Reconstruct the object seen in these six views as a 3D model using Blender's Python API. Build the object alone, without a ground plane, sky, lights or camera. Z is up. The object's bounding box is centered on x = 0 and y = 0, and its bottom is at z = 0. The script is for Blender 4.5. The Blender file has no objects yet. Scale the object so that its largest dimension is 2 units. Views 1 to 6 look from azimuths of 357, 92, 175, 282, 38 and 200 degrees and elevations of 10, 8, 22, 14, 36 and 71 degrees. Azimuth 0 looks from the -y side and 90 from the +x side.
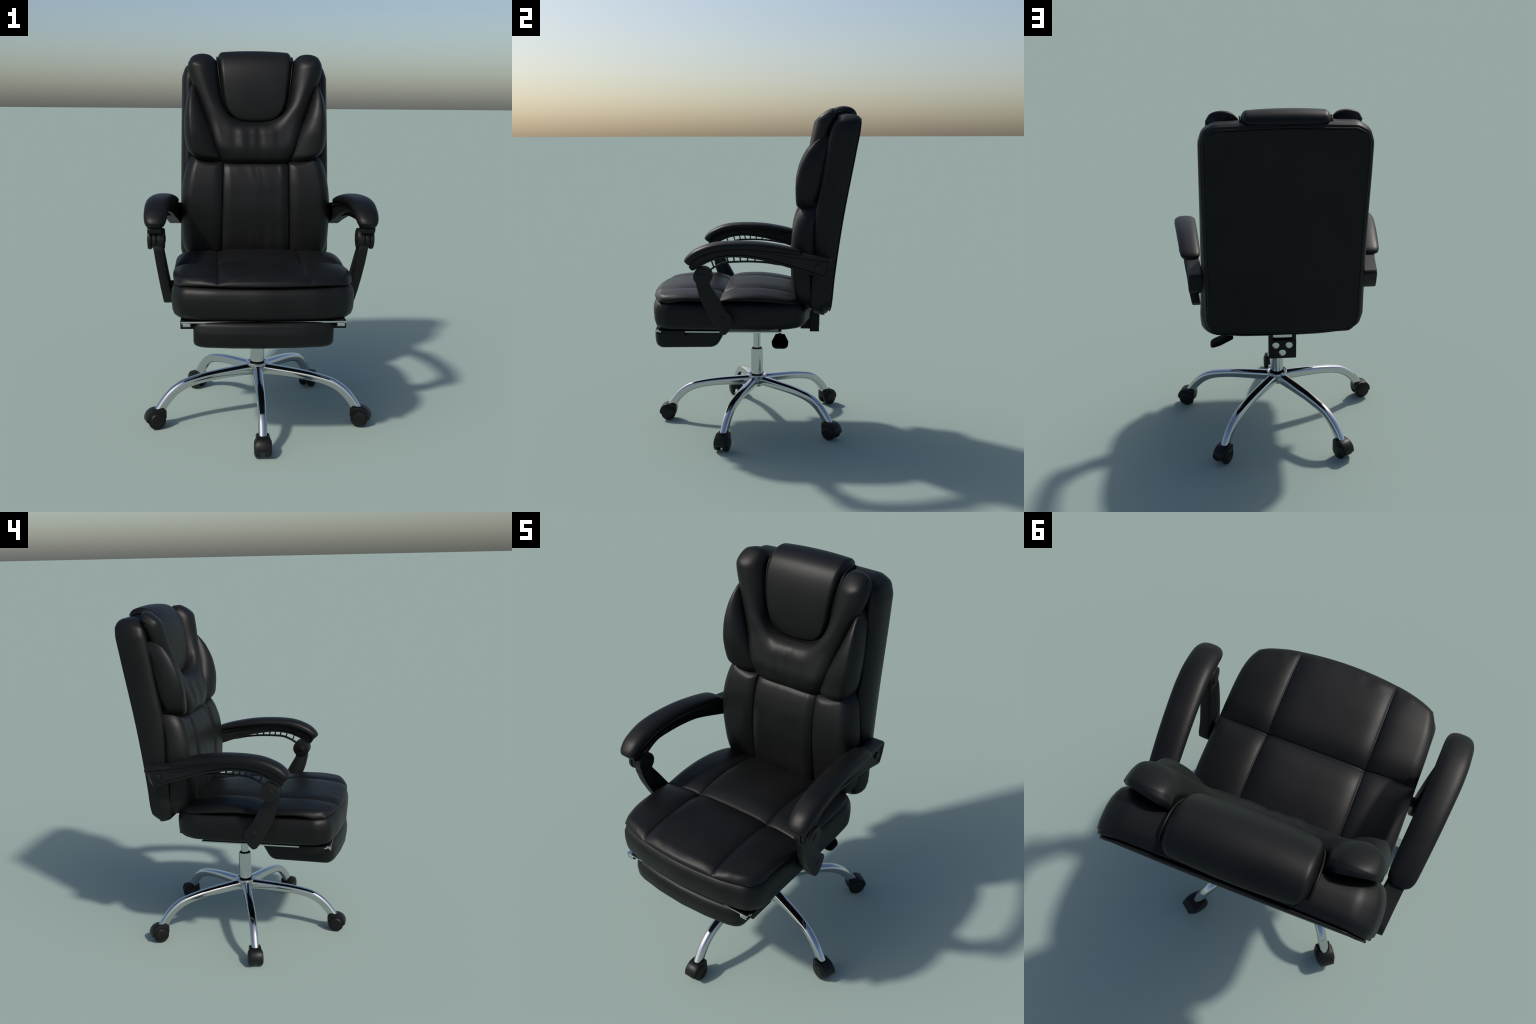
import bpy, bmesh, math, random
import numpy as np
from mathutils import Vector

random.seed(7)
rng = np.random.RandomState(7)

# ------------------------------------------------------------------ helpers
def curve1d(pts):
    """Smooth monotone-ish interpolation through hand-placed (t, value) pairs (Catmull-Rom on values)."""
    xs = np.array([p[0] for p in pts], float)
    ys = np.array([p[1] for p in pts], float)
    o = np.argsort(xs); xs, ys = xs[o], ys[o]
    h = np.diff(xs); d = np.diff(ys) / h
    m = np.zeros(len(xs)); m[0] = d[0]; m[-1] = d[-1]
    for i in range(1, len(xs) - 1):
        m[i] = 0 if d[i-1] * d[i] <= 0 else 2 * d[i-1] * d[i] / (d[i-1] + d[i])
    def f(x):
        x = np.clip(np.asarray(x, float), xs[0], xs[-1])
        i = np.clip(np.searchsorted(xs, x) - 1, 0, len(xs) - 2)
        hh = xs[i+1] - xs[i]; t = (x - xs[i]) / hh
        return ((2*t**3 - 3*t**2 + 1) * ys[i] + (t**3 - 2*t**2 + t) * hh * m[i]
                + (-2*t**3 + 3*t**2) * ys[i+1] + (t**3 - t**2) * hh * m[i+1])
    return f

def polycurve(pts):
    """Arc-length parametrised smooth curve through points of any dimension, t in 0..1."""
    P = np.array(pts, float)
    if len(P) == 2:
        return lambda t: P[0] + (P[1] - P[0]) * np.asarray(t, float)[..., None]
    L = np.concatenate([[0], np.cumsum(np.linalg.norm(np.diff(P, axis=0), axis=1))]); L /= L[-1]
    fs = []
    M = np.zeros_like(P)
    for i in range(len(P)):
        a, b = max(i-1, 0), min(i+1, len(P)-1)
        M[i] = (P[b] - P[a]) / (L[b] - L[a])
    def f(t):
        t = np.clip(np.asarray(t, float), 0, 1)
        i = np.clip(np.searchsorted(L, t) - 1, 0, len(P) - 2)
        hh = (L[i+1] - L[i]); u = (t - L[i]) / hh
        hh = hh[..., None]; u = u[..., None]
        return ((2*u**3 - 3*u**2 + 1) * P[i] + (u**3 - 2*u**2 + u) * hh * M[i]
                + (-2*u**3 + 3*u**2) * P[i+1] + (u**3 - u**2) * hh * M[i+1])
    return f

def fillet(pts, radii, n=6):
    """Closed polygon with every corner rounded by its own radius."""
    out = []; N = len(pts)
    if not hasattr(radii, '__len__'): radii = [radii] * N
    for i in range(N):
        p = np.array(pts[i], float); a = np.array(pts[i-1], float); b = np.array(pts[(i+1) % N], float)
        r = radii[i]
        va = a - p; vb = b - p; la, lb = np.linalg.norm(va), np.linalg.norm(vb)
        va /= la; vb /= lb
        ang = math.acos(max(-1, min(1, va @ vb)))
        if r <= 0 or ang > math.pi - 0.02: out.append(tuple(p)); continue
        d = min(r / math.tan(ang / 2), la * .49, lb * .49); r = d * math.tan(ang / 2)
        c = p + (va + vb) / np.linalg.norm(va + vb) * (r / math.sin(ang / 2))
        s, e = p + va * d - c, p + vb * d - c
        a0 = math.atan2(s[1], s[0]); a1 = math.atan2(e[1], e[0])
        da = (a1 - a0 + math.pi) % (2 * math.pi) - math.pi
        for k in range(n + 1):
            t = a0 + da * k / n
            out.append((c[0] + r * math.cos(t), c[1] + r * math.sin(t)))
    return out

def make(name, verts, faces, mat, parent, smooth=True, angle=None):
    me = bpy.data.meshes.new(name)
    me.from_pydata([tuple(map(float, v)) for v in verts], [], faces)
    me.validate()
    bm = bmesh.new(); bm.from_mesh(me)
    bmesh.ops.remove_doubles(bm, verts=bm.verts, dist=1e-6)
    bmesh.ops.recalc_face_normals(bm, faces=bm.faces)
    for f in bm.faces: f.smooth = smooth
    if angle is not None:
        for e in bm.edges:
            if len(e.link_faces) == 2 and e.calc_face_angle(0) > math.radians(angle): e.smooth = False
    bm.to_mesh(me); bm.free()
    me.materials.append(mat)
    ob = bpy.data.objects.new(name, me)
    bpy.context.scene.collection.objects.link(ob)
    ob.parent = parent
    return ob

def empty(name, parent=None, loc=(0, 0, 0)):
    ob = bpy.data.objects.new(name, None)
    bpy.context.scene.collection.objects.link(ob)
    ob.empty_display_size = .1
    if parent: ob.parent = parent
    ob.location = loc
    return ob

def loft(rings, cap0=True, cap1=True, closed=True):
    n = len(rings[0]); V = [tuple(p) for r in rings for p in r]; F = []
    for k in range(len(rings) - 1):
        for i in range(n if closed else n - 1):
            j = (i + 1) % n
            F.append((k*n+i, k*n+j, (k+1)*n+j, (k+1)*n+i))
    if cap0: F.append(tuple(range(n-1, -1, -1)))
    if cap1: F.append(tuple((len(rings)-1)*n + i for i in range(n)))
    return V, F

def prism(poly, lo, hi, place, bevel=.002):
    """Extrude a 2D outline from lo to hi with chamfered rims; place(u, v, w) -> xyz."""
    P = np.array(poly, float); c = P.mean(0)
    def inset(d):
        n = len(P); nx = np.roll(P, -1, 0) - np.roll(P, 1, 0)
        nrm = np.stack([nx[:, 1], -nx[:, 0]], 1); nrm /= np.linalg.norm(nrm, axis=1)[:, None] + 1e-12
        area = np.sum(P[:, 0] * np.roll(P[:, 1], -1) - P[:, 1] * np.roll(P[:, 0], -1))
        return P - nrm * d * (1 if area > 0 else -1)
    b = bevel
    prof = [(b, lo), (b * .3, lo + b * .3), (0, lo + b), (0, hi - b), (b * .3, hi - b * .3), (b, hi)] if b > 0 else [(0, lo), (0, hi)]
    rings = [[place(u, v, w) for u, v in inset(d)] for d, w in prof]
    return loft(rings)

def box_poly(u0, u1, v0, v1, r=.003, n=3):
    return fillet([(u0, v0), (u1, v0), (u1, v1), (u0, v1)], r, n)

def box(name, x, y, z, mat, parent, r=.003, bevel=.002):
    V, F = prism(box_poly(x[0], x[1], y[0], y[1], r), z[0], z[1], lambda u, v, w: (u, v, w), bevel)
    return make(name, V, F, mat, parent, angle=35)

def circle(r, n=32, c=(0, 0)):
    return [(c[0] + r*math.cos(2*math.pi*i/n), c[1] + r*math.sin(2*math.pi*i/n)) for i in range(n)]

def lathe(name, prof, mat, parent, place, n=48, angle=35, cap=True):
    rings = [[place(r*math.cos(2*math.pi*i/n), r*math.sin(2*math.pi*i/n), h) for i in range(n)] for r, h in prof]
    V, F = loft(rings, cap, cap)
    return make(name, V, F, mat, parent, angle=angle)

def tube(name, pts, r, mat, parent, n=12, samples=40):
    f = polycurve(pts); T = np.linspace(0, 1, samples); P = f(T)
    rings = []
    for k in range(samples):
        d = P[min(k+1, samples-1)] - P[max(k-1, 0)]; d /= np.linalg.norm(d)
        a = np.cross(d, [1, 0, 0.02]); a /= np.linalg.norm(a); b = np.cross(d, a)
        rings.append([P[k] + r*(math.cos(2*math.pi*i/n)*a + math.sin(2*math.pi*i/n)*b) for i in range(n)])
    V, F = loft(rings); return make(name, V, F, mat, parent, angle=50)

def roll(x, w):
    """0 away from an edge, 1 at the edge (x = distance from edge 0..1, w = width of the rolled-over zone)."""
    q = np.clip(1 - x / w, 0, 1)
    return 1 - np.sqrt(np.clip(1 - q**2, 0, 1))

def edge_spaced(n):
    """parameter 0..1 with more samples near both ends"""
    t = np.linspace(0, 1, n)
    return .5 - .5*np.cos(np.pi*t)*(.55 + .45*np.abs(np.cos(np.pi*t))) if False else .45*(.5-.5*np.cos(np.pi*t)) + .55*(.5-.5*np.cos(np.pi*(.5-.5*np.cos(np.pi*t))))

def coons(top, bottom, inner, outer, ns, nt):
    S, T = np.meshgrid(edge_spaced(ns), edge_spaced(nt))
    A = inner(T); B = outer(T); C = top(S); D = bottom(S)
    p00, p10 = inner(np.array(0.)), outer(np.array(0.)); p01, p11 = inner(np.array(1.)), outer(np.array(1.))
    s, t = S[..., None], T[..., None]
    P = (1-s)*A + s*B + (1-t)*C + t*D - ((1-s)*(1-t)*p00 + s*(1-t)*p10 + (1-s)*t*p01 + s*t*p11)
    return S, T, P

def cushion(name, top, bottom, inner, outer, depth, back, mat, parent, ns=56, nt=72, mirror=False, shrink=.80, lobe=0.):
    """A stuffed panel facing -y: outline from four edge curves in (x, z), front from depth(S,T,X,Z) -> y,
    closed at the back at back(z)."""
    S, T, P = coons(top, bottom, inner, outer, ns, nt)
    X, Z = P[..., 0], P[..., 1]
    Y = depth(S, T, X, Z)
    if mirror: X = -X
    nt_, ns_ = X.shape
    V = [(X[i, j], Y[i, j], Z[i, j]) for i in range(nt_) for j in range(ns_)]
    F = [(i*ns_+j, i*ns_+j+1, (i+1)*ns_+j+1, (i+1)*ns_+j) for i in range(nt_-1) for j in range(ns_-1)]
    rim = [(0, j) for j in range(ns_)] + [(i, ns_-1) for i in range(1, nt_)] + \
          [(nt_-1, j) for j in range(ns_-2, -1, -1)] + [(i, 0) for i in range(nt_-2, 0, -1)]
    cx, cz = X.mean(), Z.mean()
    prev = [i*ns_+j for i, j in rim]
    for k, (f, sh) in enumerate([(.35, .5+.5*shrink), (1.0, shrink)]):
        cur = []
        for i, j in rim:
            yb = max(float(back(Z[i, j])) - lobe*min(1, max(0, (abs(X[i, j])-.27)/.1)), Y[i, j] + .004)
            cur.append(len(V)); V.append((cx+(X[i, j]-cx)*sh, Y[i, j]+(yb-Y[i, j])*f, cz+(Z[i, j]-cz)*sh))
        m = len(rim)
        F += [(prev[a], prev[(a+1) % m], cur[(a+1) % m], cur[a]) for a in range(m)]
        prev = cur
    F.append(tuple(prev))
    return make(name, V, F, mat, parent)

def creases(x, seed, freqs=(60, 95, 140)):
    r = np.random.RandomState(seed); o = 0
    for f in freqs: o = o + np.sin(f*x + r.uniform(0, 6.28) + 1.3*np.sin(23*x + r.uniform(0, 6))) / len(freqs)
    return o

# ------------------------------------------------------------------ materials
def base_mat(name, color, rough, metallic=0., spec=.5):
    m = bpy.data.materials.new(name); m.use_nodes = True
    nt = m.node_tree; b = nt.nodes['Principled BSDF']
    b.inputs['Base Color'].default_value = (*color, 1); b.inputs['Roughness'].default_value = rough
    b.inputs['Metallic'].default_value = metallic; b.inputs['Specular IOR Level'].default_value = spec
    return m, nt, b

def grained(name, color, rough, scale, bump, dist=.001, vary=.25, spec=.5, voronoi=True):
    m, nt, b = base_mat(name, color, rough, 0, spec)
    N = nt.nodes.new; L = nt.links.new
    tc = N('ShaderNodeTexCoord')
    no = N('ShaderNodeTexNoise'); no.inputs['Scale'].default_value = 5; no.inputs['Detail'].default_value = 5
    L(tc.outputs['Object'], no.inputs['Vector'])
    cr = N('ShaderNodeValToRGB')
    cr.color_ramp.elements[0].position = .3; cr.color_ramp.elements[1].position = .7
    cr.color_ramp.elements[0].color = (*[c*(1-vary) for c in color], 1)
    cr.color_ramp.elements[1].color = (*[c*(1+vary) for c in color], 1)
    L(no.outputs['Fac'], cr.inputs['Fac']); L(cr.outputs['Color'], b.inputs['Base Color'])
    mr = N('ShaderNodeMapRange'); mr.inputs['To Min'].default_value = rough-.04; mr.inputs['To Max'].default_value = rough+.05
    L(no.outputs['Fac'], mr.inputs['Value']); L(mr.outputs['Result'], b.inputs['Roughness'])
    if voronoi:
        g = N('ShaderNodeTexVoronoi'); g.inputs['Scale'].default_value = scale; out = g.outputs['Distance']
    else:
        g = N('ShaderNodeTexNoise'); g.inputs['Scale'].default_value = scale; out = g.outputs['Fac']
    L(tc.outputs['Object'], g.inputs['Vector'])
    bp = N('ShaderNodeBump'); bp.inputs['Strength'].default_value = bump; bp.inputs['Distance'].default_value = dist
    L(out, bp.inputs['Height']); L(bp.outputs['Normal'], b.inputs['Normal'])
    return m

LEATHER = grained('black_leather', (.0052, .0055, .0056), .45, 260, .08, spec=.23)
PANEL = grained('rear_vinyl', (.0060, .0066, .0066), .60, 320, .10, spec=.2)
PLASTIC = grained('black_plastic', (.0065, .0068, .0068), .48, 500, .06, spec=.26, voronoi=False)
RUBBER = grained('caster_plastic', (.005, .005, .005), .42, 500, .05, spec=.28, voronoi=False)
STEEL = grained('black_painted_steel', (.005, .0052, .0052), .52, 400, .05, spec=.22, voronoi=False)
HANDLE = grained('handle_plastic', (.0015, .0015, .0015), .60, 500, .05, voronoi=False, spec=.08)
CHROME, nt_, b_ = base_mat('polished_chrome', (.58, .59, .59), .07, 1.0)
n_ = nt_.nodes.new('ShaderNodeTexNoise'); n_.inputs['Scale'].default_value = 6
t_ = nt_.nodes.new('ShaderNodeTexCoord'); nt_.links.new(t_.outputs['Object'], n_.inputs['Vector'])
r_ = nt_.nodes.new('ShaderNodeMapRange'); r_.inputs['To Min'].default_value = .05; r_.inputs['To Max'].default_value = .10
nt_.links.new(n_.outputs['Fac'], r_.inputs['Value']); nt_.links.new(r_.outputs['Result'], b_.inputs['Roughness'])

# ------------------------------------------------------------------ root
chair = empty('office_chair')
chair['label'] = 'black leather executive swivel chair with chrome base'
chair['category'] = 'office chair'

# ================================================================== BASE
base = empty('star_base', chair)
CY = .006                                    # the column stands slightly behind the centre
at_col = lambda u, v, w: (u, CY + v, w)
lathe('hub', [(.012, .228), (.034, .228), (.037, .232), (.038, .25), (.050, .272), (.057, .288), (.0600, .296), (.0612, .3015), (.0597, .3060),
              (.0560, .3070), (.0525, .3045), (.046, .2970), (.040, .2930), (.036, .2925)], CHROME, base, at_col, 64, 60)
lathe('outer_column', [(.010, .27), (.0385, .27), (.0385, .470), (.0375, .476), (.034, .478), (.026, .476), (.024, .474)], CHROME, base, at_col, 64)
lathe('column_collar', [(.020, .468), (.0300, .468), (.0300, .4795), (.027, .482), (.022, .482)], STEEL, base, at_col, 48)
lathe('gas_piston', [(.010, .46), (.0232, .46), (.0232, .69), (.01, .69)], CHROME, base, at_col, 48)

# leg: rounded-rectangle tube, arched, one mesh shared by five
leg_top = polycurve([(.030, .298), (.10, .293), (.257, .278), (.352, .263), (.430, .243), (.482, .214), (.524, .177), (.555, .138), (.586, .092)])
leg_bot = polycurve([(.030, .238), (.10, .238), (.257, .229), (.348, .216), (.410, .198), (.455, .172), (.490, .139), (.515, .106), (.536, .074)])
rings = []
for t in np.linspace(0, 1, 60):
    a = leg_top(np.array(t)); b = leg_bot(np.array(t)); c = (a+b)/2; h = (a-b)/2
    hw = .030 - .0078*min(1, t*1.25)
    ring = []
    for i in range(40):
        th = 2*math.pi*i/40; cs, sn = math.cos(th), math.sin(th)
        e = 2/2.7 if sn > 0 else 2/4.5
        u = math.copysign(abs(cs)**e, cs); v = math.copysign(abs(sn)**e, sn)
        if v < 0: u *= 1 - .10*(-v)
        ring.append((c[0]+h[0]*v, u*hw, c[1]+h[1]*v))
    rings.append(ring)
V, F = loft(rings)
leg0 = make('base_leg', V, F, CHROME, base, angle=60)

# caster (local: x outward, y along the axle, z up), wheel centre above x = WR
WR, WZ = .5745, .0465
def hood_outline():
    R = .0565; pts = []
    for a in np.linspace(-4, 88, 16):
        pts.append((WR + .001 + R*math.cos(math.radians(a)), WZ + .003 + R*math.sin(math.radians(a))))
    pts += [(WR - .020, .1055), (WR - .044, .1030), (WR - .0515, .095), (WR - .0515, .056), (WR - .036, .040), (WR + .046, .036)]
    return pts
V, F = prism(hood_outline(), -.0335, .0335, lambda u, v, w: (u, w, v), .004)
hood0 = make('caster_hood', V, F, RUBBER, base, angle=40)
sock = [[(WR-.022 + (.030+d)*math.cos(a)*1.0, .0275*math.sin(a)*(1+d*20), z) for a in np.linspace(0, 2*math.pi, 33)[:-1]] for z, d in
        [(.085, .000), (.107, -.001), (.1095, -.0025), (.1095, -.0045), (.102, -.0055)]]
# slope the socket so that it faces the leg
sock = [[(x, y, z - (x-WR+.022)*.14) for x, y, z in r] for r in sock]
V, F = loft(sock)
sock0 = make('caster_socket', V, F, RUBBER, base, angle=40)
wheels = []
for sgn in (1, -1):
    prof = [(.010, .0145), (.041, .0145), (.0452, .018), (.0465, .024), (.0465, .034), (.0452, .0375), (.0415, .0388),
            (.0388, .0375), (.0378, .0385), (.0362, .0415), (.0330, .0430), (.012, .0436), (.002, .0436)]
    wheels.append(lathe('caster_wheel', prof, RUBBER, base, lambda u, v, w: (WR + u, sgn*w, WZ + v), 48, 50))
spin0 = lathe('caster_axle', [(.001, -.02), (.008, -.02), (.008, .02), (.001, .02)], STEEL, base, lambda u, v, w: (WR+u, w, WZ+v), 16)

proto = [leg0, hood0, sock0] + wheels + [spin0]
for k in range(5):
    az = math.radians(-90 + 72*k)
    for p in proto:
        o = p if k == 0 else p.copy()
        if k: bpy.context.scene.collection.objects.link(o)
        o.location = (0, CY, 0); o.rotation_euler = (0, 0, az); o.parent = base

# ================================================================== SEAT
seat = empty('seat', chair)
def seat_outline(n=160, inset=0., shift=0.):
    """rounded seat plan, bowed front edge"""
    pts = fillet([(0, .352), (-.22, .343), (-.402, .303), (-.443, .210), (-.443, -.20), (-.440, -.505), (-.395, -.578), (-.25, -.612), (0, -.630), (.25, -.612), (.395, -.578), (.440, -.505), (.443, -.20), (.443, .210), (.402, .303), (.22, .343)],
                 [.9, .3, .10, .12, 1.5, .07, .07, .5, .9, .5, .07, .07, 1.5, .12, .10, .3], 12)
    P = np.array(pts)
    L = np.concatenate([[0], np.cumsum(np.linalg.norm(np.diff(np.vstack([P, P[:1]]), axis=0), axis=1))])
    Pc = np.vstack([P, P[:1]]); t = np.linspace(0, L[-1], n+1)[:-1]
    Q = np.stack([np.interp(t, L, Pc[:, 0]), np.interp(t, L, Pc[:, 1])], 1)
    nx = np.roll(Q, -1, 0) - np.roll(Q, 1, 0); nrm = np.stack([nx[:, 1], -nx[:, 0]], 1)
    nrm /= np.linalg.norm(nrm, axis=1)[:, None]
    area = np.sum(Q[:, 0]*np.roll(Q[:, 1], -1) - Q[:, 1]*np.roll(Q[:, 0], -1))
    return Q - nrm*inset*(1 if area > 0 else -1)

rings = []
for d, z in [(.30, .684), (.12, .684), (.05, .686), (.027, .692), (.012, .704), (.004, .724), (.001, .755), (0, .785), (.002, .812), (.010, .832),
             (.024, .846), (.040, .852), (.10, .852)]:
    Q = seat_outline(160, d)
    rings.append([(x, y + (.0 if y < .2 else 0), z + (.012*max(0, (y-.1)/.25) if z < .72 else 0)) for x, y in Q])
V, F = loft(rings); make('seat_base', V, F, LEATHER, seat, angle=70)

# stitched top cushion: six puffed panels in one cover
SX, SY = .217, -.192
def seat_top(x, y, d):
    """height over the plan; d = distance to the rim"""
    z = .919 + .004*np.exp(-((y-.05)/.25)**2) - .018*(np.abs(x)/.4)**3
    fx = np.abs(np.abs(x) - SX)
    z = z - .012*np.exp(-(fx/.030)**1.2) - .003*np.exp(-(fx/.005)**2)
    fy = np.abs(y - SY - .010*(1-(x/.43)**2))
    z = z - .026*np.exp(-(fy/.050)**1.3) - .0035*np.exp(-(fy/.006)**2)
    z = z - .026*np.clip((-.40 - y)/.2, 0, 1)**1.8
    z = z - .041*np.clip((y-.0)/.28, 0, 1.2)**1.6
    return z
lipz = curve1d([(-.65, .862), (-.60, .862), (-.55, .855), (-.50, .854), (-.44, .868), (-.37, .874), (-.28, .870), (-.19, .868), (-.06, .874), (.03, .871), (.13, .862), (.26, .848), (.36, .842)])
def segmented(breaks, n):
    """parameters 0..1 that crowd towards every seam in breaks"""
    out = [0.]
    for a, b in zip(breaks[:-1], breaks[1:]): out += list(a + (b-a)*edge_spaced(n)[1:])
    return np.array(out)
W_ = .437
su = segmented([0, .5-SX/(2*W_), .5+SX/(2*W_), 1], 40)
tv = segmented([0, (.338-SY)/(.338+.60), 1], 50)
S, T = np.meshgrid(su, tv)
back_e = polycurve([(-.372, .288), (-.25, .325), (0, .345), (.25, .325), (.372, .288)])
front_e = polycurve([(-.400, -.552), (-.33, -.580), (-.22, -.606), (0, -.622), (.22, -.606), (.33, -.580), (.400, -.552)])
left_e = polycurve([(-.372, .288), (-.412, .235), (-.434, .12), (-.437, -.15), (-.437, -.35), (-.427, -.485), (-.400, -.552)])
right_e = polycurve([(.372, .288), (.412, .235), (.434, .12), (.437, -.15), (.437, -.35), (.427, -.485), (.400, -.552)])
s_, t_ = S[..., None], T[..., None]
c00, c10, c01, c11 = np.array([-.372, .288]), np.array([.372, .288]), np.array([-.400, -.552]), np.array([.400, -.552])
P = (1-s_)*left_e(T) + s_*right_e(T) + (1-t_)*back_e(S) + t_*front_e(S) - ((1-s_)*(1-t_)*c00 + s_*(1-t_)*c10 + (1-s_)*t_*c01 + s_*t_*c11)
X, Y = P[..., 0], P[..., 1]
ds = np.minimum(S, 1-S)*2*W_; df = (1-T)*.95; db = T*.95
up = np.sqrt(1-np.clip(1-ds/.050, 0, 1)**2)*np.sqrt(1-np.clip(1-df/.045, 0, 1)**2)*np.sqrt(1-np.clip(1-db/.05, 0, 1)**2)
Zt = seat_top(X, Y, 1) - .0016*creases(X*.8 + Y*.15, 5)*np.exp(-((Y-.22)/.06)**2)
Zt = Zt - .0016*creases(X, 21, (50, 85))*np.exp(-((Y+.57)/.03)**2)
Z = lipz(Y) + (Zt - lipz(Y))*up
nr, nc = X.shape
V = [(X[i, j], Y[i, j], Z[i, j]) for i in range(nr) for j in range(nc)]
F = [(i*nc+j, i*nc+j+1, (i+1)*nc+j+1, (i+1)*nc+j) for i in range(nr-1) for j in range(nc-1)]
rim = [(0, j) for j in range(nc)] + [(i, nc-1) for i in range(1, nr)] + [(nr-1, j) for j in range(nc-2, -1, -1)] + [(i, 0) for i in range(nr-2, 0, -1)]
prev = [i*nc+j for i, j in rim]; m = len(rim)
for k, dz in [(.993, -.005), (.965, -.009), (.90, -.02)]:
    cur = list(range(len(V), len(V)+m))
    V += [(X[i, j]*k, -.13+(Y[i, j]+.13)*k, Z[i, j]+dz) for i, j in rim]
    F += [(prev[a], prev[(a+1) % m], cur[(a+1) % m], cur[a]) for a in range(m)]; prev = cur
F.append(tuple(prev))
make('seat_cushion', V, F, LEATHER, seat)

# ------------------------------------------------------------------ footrest and its slides
foot = empty('footrest', chair)
side = fillet([(-.576, .684), (-.588, .630), (-.582, .552), (-.222, .558), (-.168, .655), (-.195, .684)], [.03, .06, .045, .06, .05, .03], 8)   # (y, z)
side = np.array(side)
rings = []
cy_, cz_ = -.39, .63
for x, k in [(-.335, .74), (-.333, .82), (-.327, .89), (-.316, .945), (-.298, .982), (-.27, 1.0), (-.15, 1.0), (0, 1.0), (.15, 1.0), (.27, 1.0), (.298, .982), (.316, .945), (.327, .89), (.333, .82), (.335, .74)]:
    bow = -.036*(1-(x/.335)**2)
    rings.append([(x, cy_+(y-cy_)*(.45+.55*k) + bow*min(1, max(0, (-.35-y)/.2)), cz_+(z-cz_)*k) for y, z in side])
V, F = loft(rings); make('footrest_pad', V, F, LEATHER, foot, angle=50)
for s in (1, -1):
    xs = sorted([s*.352, s*.392])
    box('slide_rail', xs, (-.560, .168), (.668, .676), CHROME, foot, .001, .0008)
    xs = sorted([s*.334, s*.397]); box('slide_bracket', xs, (-.545, -.402), (.640, .6785), STEEL, foot)
    xs = sorted([s*.348, s*.384]); box('rail_end', xs, (-.582, -.556), (.660, .6755), CHROME, foot, .002, .001)
    xs = sorted([s*.344, s*.390]); box('rail_end_cap', xs, (-.575, -.545), (.656, .6675), STEEL, foot, .002, .001)
box('slide_crossbar', (-.391, .391), (-.580, -.556), (.6765, .6845), CHROME, foot, .001, .0008)

# ------------------------------------------------------------------ tilt mechanism, lever, rear bracket
mech = empty('tilt_mechanism', chair)
box('mechanism_plate', (-.11, .11), (-.16, .20), (.664, .684), STEEL, mech)
V, F = prism(circle(.006, 16), .05, .275, lambda u, v, w: (w, .155+u, .655+v - .05*(w-.05)), .001)
make('lever_rod', V, F, STEEL, mech, angle=40)
paddle = fillet([(.262, .132), (.335, .110), (.392, .118), (.392, .206), (.335, .211), (.262, .188)], [.008, .03, .035, .035, .03, .008], 6)
V, F = prism(paddle, -.008, .008, lambda u, v, w: (u, v, .626 - .36*(u-.262) + w), .004)
make('lever_paddle', V, F, HANDLE, mech, angle=40)
V, F = prism(box_poly(.148, .168, -.012, .012), .24, .28, lambda u, v, w: (w, u, .645+v), .002)
make('lever_stem', V, F, STEEL, mech, angle=40)

box('bracket_block', (-.0745, .0745), (.343, .401), (.603, .712), STEEL, mech, .002, .0015)
box('bracket_arm', (-.060, .060), (.285, .344), (.618, .72), STEEL, mech, .002, .0015)
for s in (1, -1):
    xs = sorted([s*.0525, s*.0735]); box('bracket_cheek', xs, (.352, .400), (.700, .785), STEEL, mech, .002, .0015)
V, F = prism(circle(.0085, 20), -.053, .053, lambda u, v, w: (w, .368+u, .737+v), .001)
make('hinge_pin', V, F, CHROME, mech, angle=40)
box('hinge_plate', (-.052, .052), (.388, .394), (.726, .743), CHROME, mech, .001, .0008)
for x, z in [(.037, .684), (-.035, .684), (.001, .639)]:
    lathe('bracket_bolt', [(.0195, .398), (.0200, .4025), (.0185, .4050), (.0165, .4058), (.001, .4060)], CHROME, mech,
          lambda u, v, w: (x+u, w, z+v), 28, 60)

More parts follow.
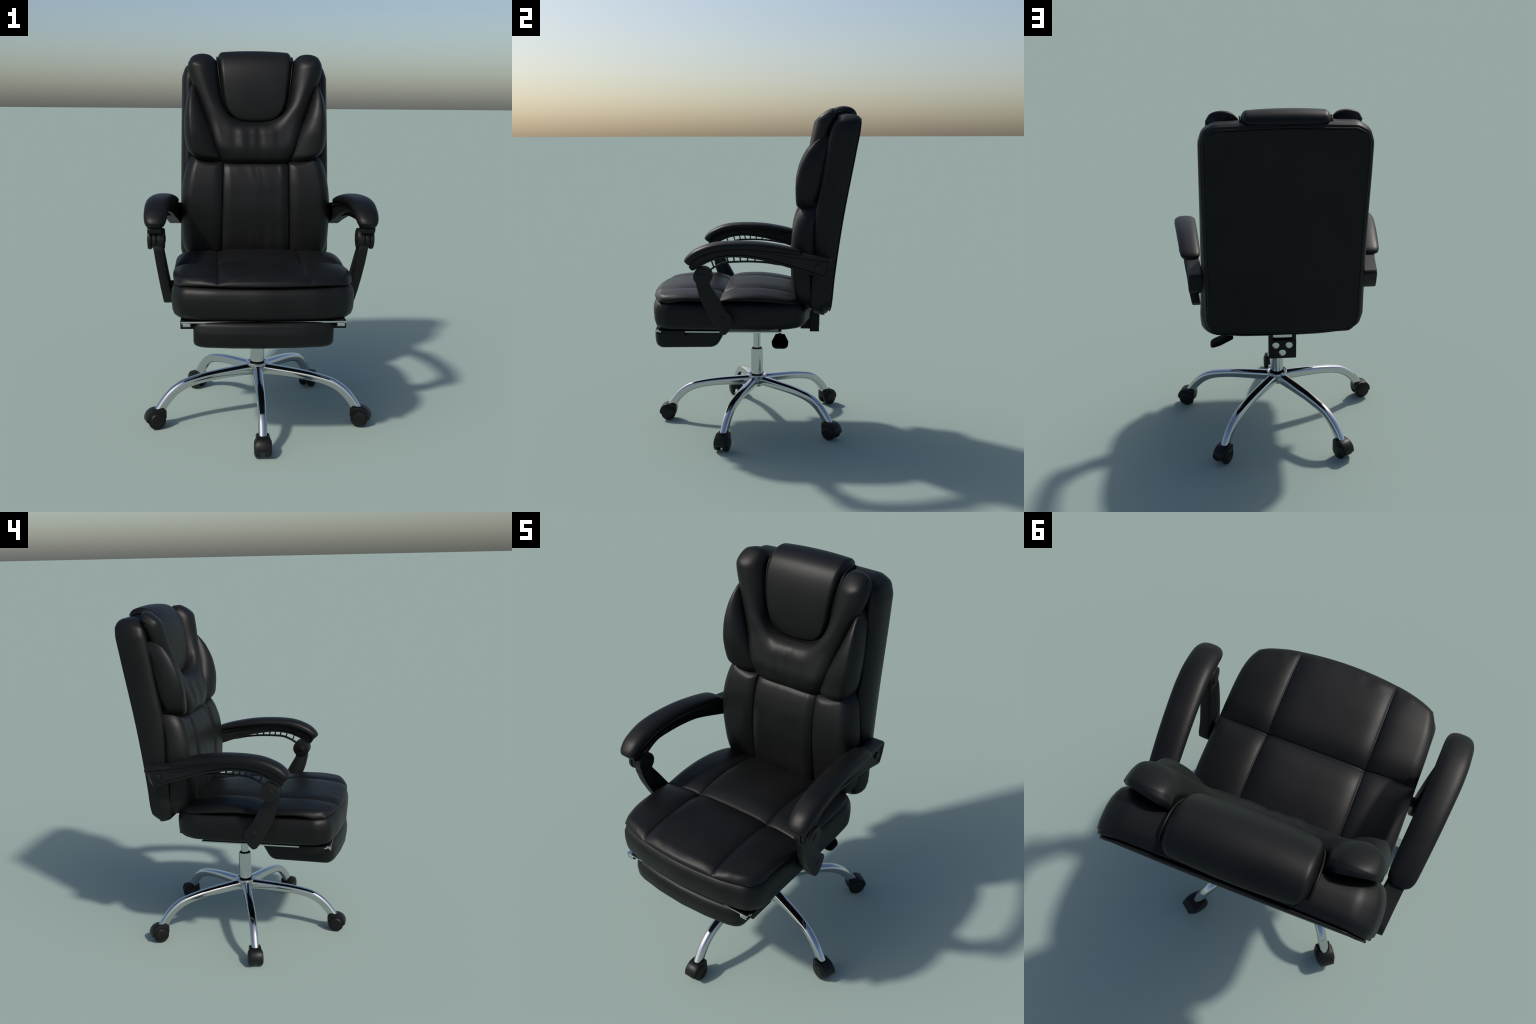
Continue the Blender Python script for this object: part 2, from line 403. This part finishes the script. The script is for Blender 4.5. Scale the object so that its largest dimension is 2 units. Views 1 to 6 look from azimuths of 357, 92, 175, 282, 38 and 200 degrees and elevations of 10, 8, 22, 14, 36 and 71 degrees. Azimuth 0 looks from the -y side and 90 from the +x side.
# ================================================================== BACKREST
back = empty('backrest', chair)
Yr = curve1d([(.70, .435), (.766, .443), (.81, .457), (1.0, .4765), (1.308, .518), (1.733, .594), (1.864, .617), (1.93, .623), (1.96, .618)])
Yf = curve1d([(.74, .41), (.765, .395), (.785, .360), (.844, .326), (.97, .328), (1.1, .347), (1.255, .349), (1.379, .358), (1.512, .380), (1.755, .423), (1.875, .448), (1.95, .475)])
def shell_outline(inset, n=121):
    """right half of the outline from top centre to bottom centre, resampled"""
    half = [(0, 1.956), (.340, 1.944), (.398, 1.912), (.418, 1.850), (.424, 1.30), (.428, .870), (.412, .812), (.360, .770), (0, .760)]
    full = half + [(-x, z) for x, z in half[-2:0:-1]]
    P = np.array(fillet(full, [1.5, .05, .05, .05, 0, .04, .04, .04, 1.5] + [.04, .04, .04, 0, .05, .05, .05], 10))
    P = np.roll(P, -int(np.argmax(P[:, 1] - 10*np.abs(P[:, 0]))), axis=0)
    Pc = np.vstack([P, P[:1]])
    L = np.concatenate([[0], np.cumsum(np.linalg.norm(np.diff(Pc, axis=0), axis=1))])
    N = 2*(n-1); t = np.linspace(0, L[-1], N+1)[:-1]
    Q = np.stack([np.interp(t, L, Pc[:, 0]), np.interp(t, L, Pc[:, 1])], 1)
    nx = np.roll(Q, -1, 0) - np.roll(Q, 1, 0); nrm = np.stack([nx[:, 1], -nx[:, 0]], 1); nrm /= np.linalg.norm(nrm, axis=1)[:, None]
    if (nrm * (Q - Q.mean(0))).sum() < 0: nrm = -nrm
    return Q - nrm*inset
rings = []
LAY = [(.034, 0, .004), (.028, 0, .002), (.026, 0, -.003), (.021, 0, -.006)]
LAY += [(.014, 0, -.005), (.010, 0, -.008), (.010, 0, -.014), (.004, 0, -.020), (.001, 0, -.040)]
LAY += [(0, .35, 0), (0, .52, 0), (.003, .66, 0), (.009, .78, 0), (.017, .88, 0), (.030, .94, 0), (.044, .96, 0), (.058, .92, 0), (.075, .78, 0), (.10, .65, 0), (.14, .62, 0)]
for ins, f, dy in LAY:
    Q = shell_outline(ins); z = Q[:, 1]
    if f == 0: Q[:, 0] *= 1 - .024*np.clip((1.7-z)/.8, 0, 1)          # the rear face narrows downwards
    else: Q[:, 1] = z = z - .5*ins*np.clip((.90-z)/.06, 0, 1)
    Q0 = shell_outline(0); z0 = Q0[:, 1]
    yr, yf = Yr(z0), Yf(z)
    fz = f if ins < .05 else f + (.97-f)*np.clip((z-1.80)/.06, 0, 1)      # no valley above the bolsters
    y = yr*(1-fz) + np.minimum(yf, yr-.03)*fz + dy
    rings.append([(Q[i, 0], y[i], Q[i, 1]) for i in range(len(Q))])
V, F = loft(rings, False, True)
make('back_shell', V, F, LEATHER, back, angle=70)
# rear panel: grid between mirrored outline points
Q = shell_outline(.030); n = len(Q); h = n//2
Q[:, 0] *= 1 - .024*np.clip((1.7-Q[:, 1])/.8, 0, 1)
rows = []
for i in range(0, h+1):
    a, b = Q[i], Q[-i % n]
    rows.append([(a[0]+(b[0]-a[0])*t, float(Yr(a[1])) + .0035 + .004*(1-(2*t-1)**2)*min(1, abs(a[0])*6), a[1]) for t in np.linspace(0, 1, 13)])
V = [p for r in rows for p in r]; F = [(i*13+j, i*13+j+1, (i+1)*13+j+1, (i+1)*13+j) for i in range(h) for j in range(12)]
make('rear_panel', V, F, PANEL, back)
# piping around the rear panel
Q = shell_outline(.0245); Q[:, 0] *= 1 - .024*np.clip((1.7-Q[:, 1])/.8, 0, 1); rings = []; m = 8; NQ = len(Q)
V = []; F = []
for i in range(NQ):
    d = Q[(i+1) % NQ] - Q[i-1]; d /= np.linalg.norm(d); nr = np.array([d[1], -d[0]])
    for k in range(m):
        a = 2*math.pi*k/m; r = .0042
        V.append((Q[i, 0] + nr[0]*r*math.cos(a), float(Yr(Q[i, 1])) + .001 + r*math.sin(a), Q[i, 1] + nr[1]*r*math.cos(a)))
F = [(i*m+k, i*m+(k+1) % m, ((i+1) % NQ)*m+(k+1) % m, ((i+1) % NQ)*m+k) for i in range(NQ) for k in range(m)]
make('back_piping', V, F, LEATHER, back)

behind = lambda z: float(Yf(np.clip(z, .84, 1.95))) + .03

# lumbar side panels
ridge_side = curve1d([(.80, .285), (.86, .250), (.90, .240), (1.02, .228), (1.137, .224), (1.24, .232), (1.33, .254), (1.40, .285), (1.45, .31)])
def lumbar_side(s, t, x, z):
    y = ridge_side(z)
    return y + np.sqrt((.024*roll(s, .26)**.9)**2 + (.10*roll(1-s, .28))**2 + (.06*roll(t, .07))**2 + (.05*roll(1-t, .10))**2)
for mir in (False, True):
    cushion('lumbar_side_panel', polycurve([(.184, 1.385), (.27, 1.395), (.350, 1.432)]), polycurve([(.192, .815), (.30, .812), (.375, .830)]),
            polycurve([(.184, 1.385), (.188, 1.10), (.192, .815)]),
            polycurve([(.350, 1.432), (.385, 1.375), (.412, 1.255), (.422, 1.15), (.421, 1.03), (.410, .895), (.375, .830)]),
            lumbar_side, behind, LEATHER, back, mirror=mir)
# lumbar centre panel
ridge_mid = curve1d([(.80, .265), (.86, .240), (.95, .226), (1.1, .222), (1.22, .232), (1.31, .255), (1.385, .29)])
def lumbar_mid(s, t, x, z):
    y = ridge_mid(z) + .022*roll(s, .14)**.9 + .022*roll(1-s, .14)**.9 + .04*roll(t, .07) + .04*roll(1-t, .08)
    y = y + .0012*creases(x + .03*np.sin(9*z) + .01*np.sin(40*x), 3, (47, 83, 131))*np.exp(-((z-1.335)/.05)**2)
    y = y + .0018*creases(x + .03*(z-.9), 8, (42, 70, 105))*np.exp(-((z-.93)/.09)**2)
    return y + .0008*creases(x, 4, (38, 66))
cushion('lumbar_centre_panel', polycurve([(-.184, 1.385), (.184, 1.385)]), polycurve([(-.192, .815), (.192, .815)]),
        polycurve([(-.184, 1.385), (-.188, 1.1), (-.192, .815)]), polycurve([(.184, 1.385), (.188, 1.1), (.192, .815)]),
        lumbar_mid, behind, LEATHER, back, ns=110, nt=90)

# wings: teardrop bolsters either side of the collar
ridge_wing = curve1d([(1.34, .30), (1.375, .275), (1.42, .254), (1.52, .250), (1.62, .268), (1.72, .312), (1.79, .365), (1.83, .40)])
def wing(s, t, x, z):
    return ridge_wing(z) + np.sqrt((.075*roll(s, .62))**2 + (.090*roll(1-s, .34))**2 + (.05*roll(t, .10))**2 + (.10*roll(1-t, .17))**2)
for mir in (False, True):
    cushion('side_bolster', polycurve([(.336, 1.815), (.358, 1.818)]), polycurve([(.160, 1.352), (.230, 1.352), (.300, 1.364), (.366, 1.415)]),
            polycurve([(.336, 1.815), (.290, 1.655), (.225, 1.50), (.160, 1.352)]),
            polycurve([(.358, 1.818), (.386, 1.74), (.401, 1.63), (.400, 1.53), (.389, 1.46), (.366, 1.415)]),
            wing, behind, LEATHER, back, mirror=mir)

# collar: the U-shaped yoke that holds the head pillow
ridge_collar = curve1d([(1.32, .305), (1.36, .278), (1.40, .262), (1.45, .262), (1.52, .280), (1.60, .306), (1.68, .322), (1.765, .340), (1.865, .360), (1.93, .374), (1.99, .388)])
def collar(s, t, x, z):
    arm = np.clip((z-1.50)/.2, 0, 1)
    e = roll(np.minimum(t, 1-t), .075)
    off = np.sqrt(((.055 + .040*arm)*roll(s, .34 + .26*arm))**2 + ((.060 + .020*arm)*roll(1-s, .28 + .20*arm))**2 + (.13*e)**2)
    y = ridge_collar(z) + .12*(1-np.exp(-off/.12))
    low = np.exp(-((x)/.17)**4)
    y = y + .0055*creases(x*1.0 + .05*(z-1.5), 12, (40, 62, 90))*low*np.exp(-(np.abs(z-1.505)/.085)**3)
    y = y + .0012*creases(x, 6, (45, 70))*low*np.exp(-((z-1.45)/.06)**2)
    return y
U_in = [(-.226, 1.945), (-.209, 1.84), (-.192, 1.73), (-.160, 1.648), (-.085, 1.604), (0, 1.597), (.085, 1.604), (.160, 1.648), (.192, 1.73), (.209, 1.84), (.226, 1.945)]
U_out = [(-.380, 1.928), (-.379, 1.880), (-.352, 1.795), (-.280, 1.605), (-.168, 1.350), (0, 1.336), (.168, 1.350), (.280, 1.605), (.352, 1.795), (.379, 1.880), (.380, 1.928)]
def paired(pts):
    """piecewise curve whose knots fall at the same t on both edges of the U"""
    P = np.array(pts); K = np.array([0, .07, .17, .32, .43, .5, .57, .68, .83, .93, 1.0])
    fx = polycurve_at(K, P); return fx
def polycurve_at(K, P):
    M = np.zeros_like(P)
    for i in range(len(P)):
        a, b = max(i-1, 0), min(i+1, len(P)-1); M[i] = (P[b]-P[a])/(K[b]-K[a])
    def f(t):
        t = np.clip(np.asarray(t, float), 0, 1); i = np.clip(np.searchsorted(K, t)-1, 0, len(P)-2)
        hh = (K[i+1]-K[i]); u = ((t-K[i])/hh)[..., None]; hh = hh[..., None]
        return ((2*u**3-3*u**2+1)*P[i] + (u**3-2*u**2+u)*hh*M[i] + (-2*u**3+3*u**2)*P[i+1] + (u**3-u**2)*hh*M[i+1])
    return f
cushion('headrest_collar', polycurve([(-.226, 1.945), (-.258, 1.972), (-.310, 1.979), (-.356, 1.964), (-.380, 1.928)]),
        polycurve([(.226, 1.945), (.258, 1.972), (.310, 1.979), (.356, 1.964), (.380, 1.928)]),
        paired(U_in), paired(U_out), collar, lambda z: max(behind(z)-.01, .482 if z > 1.9 else .40), LEATHER, back, ns=64, nt=260, shrink=.985, lobe=.022)

# head pillow: slab bent over the top of the back
spine = polycurve([(.372, 1.588), (.366, 1.66), (.369, 1.75), (.383, 1.84), (.408, 1.910), (.446, 1.963), (.492, 1.992), (.545, 2.000), (.592, 1.986), (.618, 1.955), (.620, 1.93)])
halfw = curve1d([(0, .03), (.02, .085), (.06, .132), (.12, .166), (.20, .184), (.35, .196), (.55, .210), (.75, .216), (.92, .214), (.97, .205), (1, .185)])
NT, NS = 90, 60; T = np.linspace(0, 1, NT)**1.0; S = edge_spaced(NS)*2-1
C = spine(T); D = np.gradient(C, axis=0); D /= np.linalg.norm(D, axis=1)[:, None]
Nn = np.stack([-D[:, 1], D[:, 0]], 1)          # outward (forward/up) normal in (y, z)
if Nn[10, 0] > 0: Nn = -Nn
V = []
for i, t in enumerate(T):
    w = float(halfw(t))
    for s in S:
        r = float(roll(np.array(1-abs(s)), .14)); e = float(roll(np.array(t), .05))*.03 + float(roll(np.array(1-t), .04))*.02
        o = -.055*r - e - .010*(abs(s)**2.2) 
        V.append((w*s, C[i, 0] + Nn[i, 0]*o, C[i, 1] + Nn[i, 1]*o))
F = [(i*NS+j, i*NS+j+1, (i+1)*NS+j+1, (i+1)*NS+j) for i in range(NT-1) for j in range(NS-1)]
# inner lining behind
n0 = len(V)
for i, t in enumerate(T):
    w = float(halfw(t))
    for s in S: V.append((w*s*.97, C[i, 0] - Nn[i, 0]*.07, C[i, 1] - Nn[i, 1]*.07))
F += [(n0+i*NS+j, n0+(i+1)*NS+j, n0+(i+1)*NS+j+1, n0+i*NS+j+1) for i in range(NT-1) for j in range(NS-1)]
rim = [j for j in range(NS)] + [i*NS+NS-1 for i in range(1, NT)] + [(NT-1)*NS+j for j in range(NS-2, -1, -1)] + [i*NS for i in range(NT-2, 0, -1)]
m = len(rim); F += [(rim[a], rim[(a+1) % m], n0+rim[(a+1) % m], n0+rim[a]) for a in range(m)]
make('head_pillow', V, F, LEATHER, back)
for sg in (1, -1):
    pts = []
    for t in np.linspace(.10, .93, 30):
        i = int(round(t*(NT-1))); pts.append((sg*(float(halfw(t))+.001), C[i, 0] - Nn[i, 0]*.036, C[i, 1] - Nn[i, 1]*.036))
    tube('pillow_piping', pts, .0042, LEATHER, back, 8, 60)

# ================================================================== ARMRESTS
pad_pairs = [((-.381, 1.124), (-.352, 1.098), .030), ((-.380, 1.132), (-.343, 1.101), .045), ((-.366, 1.155), (-.325, 1.117), .056), ((-.328, 1.188), (-.295, 1.140), .061), ((-.271, 1.215), (-.245, 1.160), .063),
             ((-.217, 1.230), (-.200, 1.174), .064), ((-.148, 1.238), (-.140, 1.183), .064), ((-.074, 1.240), (-.072, 1.187), .063), ((0, 1.238), (0, 1.184), .062),
             ((.073, 1.231), (.070, 1.177), .061), ((.171, 1.214), (.165, 1.166), .059), ((.245, 1.195), (.238, 1.158), .056), ((.274, 1.182), (.268, 1.154), .047), ((.286, 1.170), (.283, 1.156), .030)]
pad_pairs = [((a[0], a[1]-.007), (b[0], b[1]-.005), w-.003) for a, b, w in pad_pairs]
pad_cx = curve1d([(-.40, .525), (-.34, .524), (-.20, .520), (0, .505), (.2, .487), (.30, .479)])
arm_cx = curve1d([(-.36, .529), (-.2, .522), (0, .505), (.2, .482), (.3, .468), (.47, .451)])
arm_top = [(-.352, 1.088), (-.343, 1.104), (-.325, 1.122), (-.292, 1.146), (-.245, 1.165), (-.200, 1.180), (-.140, 1.190), (-.072, 1.193), (0, 1.189), (.07, 1.182), (.165, 1.171), (.262, 1.158), (.330, 1.147), (.400, 1.138), (.436, 1.133), (.452, 1.126), (.462, 1.112)]
arm_bot = [(-.336, 1.068), (-.322, 1.069), (-.300, 1.082), (-.268, 1.100), (-.230, 1.118), (-.190, 1.131), (-.135, 1.140), (-.072, 1.141), (0, 1.133), (.065, 1.121), (.150, 1.098), (.240, 1.069), (.300, 1.050), (.360, 1.029), (.392, 1.019), (.412, 1.020), (.440, 1.060)]
rail = [(-.250, 1.055), (-.225, 1.073), (-.190, 1.093), (-.148, 1.108), (-.074, 1.113), (0, 1.113), (.073, 1.108), (.110, 1.103), (.146, 1.096), (.18, 1.092)]

def armrest(sg):
    arm = empty('armrest', chair)
    # pad
    T = np.linspace(0, 1, 70)
    K = np.linspace(0, 1, len(pad_pairs))
    tops = polycurve_at(K, np.array([p[0] for p in pad_pairs])); bots = polycurve_at(K, np.array([p[1] for p in pad_pairs]))
    hwf = curve1d([(k, p[2]) for k, p in zip(K, pad_pairs)])
    rings = []
    for t in T:
        a, b = tops(np.array(t)), bots(np.array(t)); c = (a+b)/2 - (a-b)*.06; hw = float(hwf(t)); ring = []
        for i in range(36):
            th = 2*math.pi*i/36; cs, sn = math.cos(th), math.sin(th)
            e = 2/2.5 if sn > 0 else 2/2.9
            u = math.copysign(abs(cs)**e, cs); v = math.copysign(abs(sn)**e, sn)
            half = (a - c) if v > 0 else (c - b)
            yy, zz = c + half*v
            ring.append((sg*(float(pad_cx(yy)) + u*hw), yy, zz))
        rings.append(ring)
    V, F = loft(rings); make('arm_pad', V, F, LEATHER, arm, angle=60)
    # moulded frame with a recessed web
    K = np.linspace(0, 1, len(arm_top)); tf, bf = polycurve_at(K, np.array(arm_top)), polycurve_at(K, np.array(arm_bot)); rings = []
    for t in np.linspace(0, 1, 90):
        a, b = tf(np.array(t)), bf(np.array(t)); H = np.linalg.norm(a-b)
        endk = min(1, max(0, (1-t)/.04-.9), t/.04); dp = .008*max(0, min(1, endk))
        hw = .0335 + .002*t
        rt = min(.30, .020/H + .05); rb = min(.25, .014/H)
        sec = [(.85, 1.0), (1, .965), (1, 1-rt+.03), (1-dp/hw, 1-rt-.03), (1-dp/hw, rb+.03), (1, rb-.03), (1, .035), (.85, 0)]
        ring = []
        for u, v in sec: p = b + (a-b)*v; ring.append((sg*(float(arm_cx(p[0])) + u*hw), p[0], p[1]))
        for u, v in sec[::-1]: p = b + (a-b)*v; ring.append((sg*(float(arm_cx(p[0])) - u*hw), p[0], p[1]))
        rings.append(ring)
    V, F = loft(rings); make('arm_frame', V, F, PLASTIC, arm, angle=28)
    # ladder web below the frame
    f = polycurve(rail); P = f(np.linspace(0, 1, 50)); rings = []
    for k in range(50):
        d = P[min(k+1, 49)] - P[max(k-1, 0)]; d /= np.linalg.norm(d); nrm = np.array([-d[1], d[0]])
        cx = float(arm_cx(P[k, 0])); ring = []
        for u, v in fillet([(-.014, -.0045), (.014, -.0045), (.014, .0045), (-.014, .0045)], .0025, 3):
            ring.append((sg*(cx+u), P[k, 0]+nrm[0]*v, P[k, 1]+nrm[1]*v))
        rings.append(ring)
    V, F = loft(rings); make('web_rail', V, F, PLASTIC, arm, angle=35)
    rf = curve1d(rail); bfz = curve1d(arm_bot)
    for y0 in (-.212, -.168, -.130, -.095, -.060, -.020, .022):
        lean = -.30*max(0, (-y0-.03)/.2) - .06
        zb = float(rf(y0)); yt = y0 + lean*.045; zt = float(bfz(yt)) + .004
        cx = float(arm_cx(y0))
        rings = [[(sg*(cx+u), y+v, z) for u, v in fillet([(-.012, -.0035), (.012, -.0035), (.012, .0035), (-.012, .0035)], .002, 2)] for y, z in [(y0, zb), (yt, zt)]]
        V, F = loft(rings); make('web_strut', V, F, PLASTIC, arm, angle=35)
    # pivot: three discs and bolt caps
    piv = (-.275, 1.033)
    for x0, x1, r in [(.5445, .5645, .0530), (.5195, .5415, .0505), (.4810, .5165, .0530)]:
        prof = [(.004, x0), (r-.005, x0), (r-.0015, x0+.0015), (r, x0+.005), (r, x1-.005), (r-.0015, x1-.0015), (r-.005, x1), (.004, x1)]
        lathe('pivot_disc', prof, PLASTIC, arm, lambda u, v, w: (sg*w, piv[0]+u, piv[1]+v), 48, 40)
    lathe('pivot_spacer', [(.002, .49), (.044, .49), (.044, .55), (.002, .55)], STEEL, arm, lambda u, v, w: (sg*w, piv[0]+u, piv[1]+v), 40)
    def cap(y, z, x0, x1, r=.0185):
        lathe('bolt_cap', [(r, x0), (r, x1-.0015*np.sign(x1-x0)), (r-.002, x1), (.004, x1)], PLASTIC, arm, lambda u, v, w: (sg*w, y+u, z+v), 32, 40)
    cap(*piv, .560, .5680); cap(*piv, .485, .4770)
    cap(.381, 1.078, .470, .4965, .0185)
    # curved link down to the seat
    link = fillet([(-.312, 1.020), (-.316, .984), (-.302, .916), (-.268, .830), (-.224, .749), (-.180, .686), (-.157, .675), (-.128, .706), (-.110, .770), (-.118, .792),
                   (-.154, .832), (-.200, .916), (-.240, .984), (-.240, 1.020)], [.02, .05, .3, .3, .3, .03, .02, .05, .012, .02, .2, .3, .05, .02], 5)
    lx = lambda z: .517 - .046*(1.03-z)/.35
    V, F = prism(link, -.0245, .0245, lambda u, v, w: (sg*(lx(v)+w), u, v), .005)
    make('arm_link', V, F, PLASTIC, arm, angle=40)
    cap(-.166, .776, lx(.776)+.015, lx(.776)+.0295, .0175)
    lathe('mount_spacer', [(.002, .42), (.022, .42), (.022, lx(.776)-.01), (.002, lx(.776)-.01)], STEEL, arm, lambda u, v, w: (sg*w, -.166+u, .776+v), 24)
for sg in (1, -1): armrest(sg)
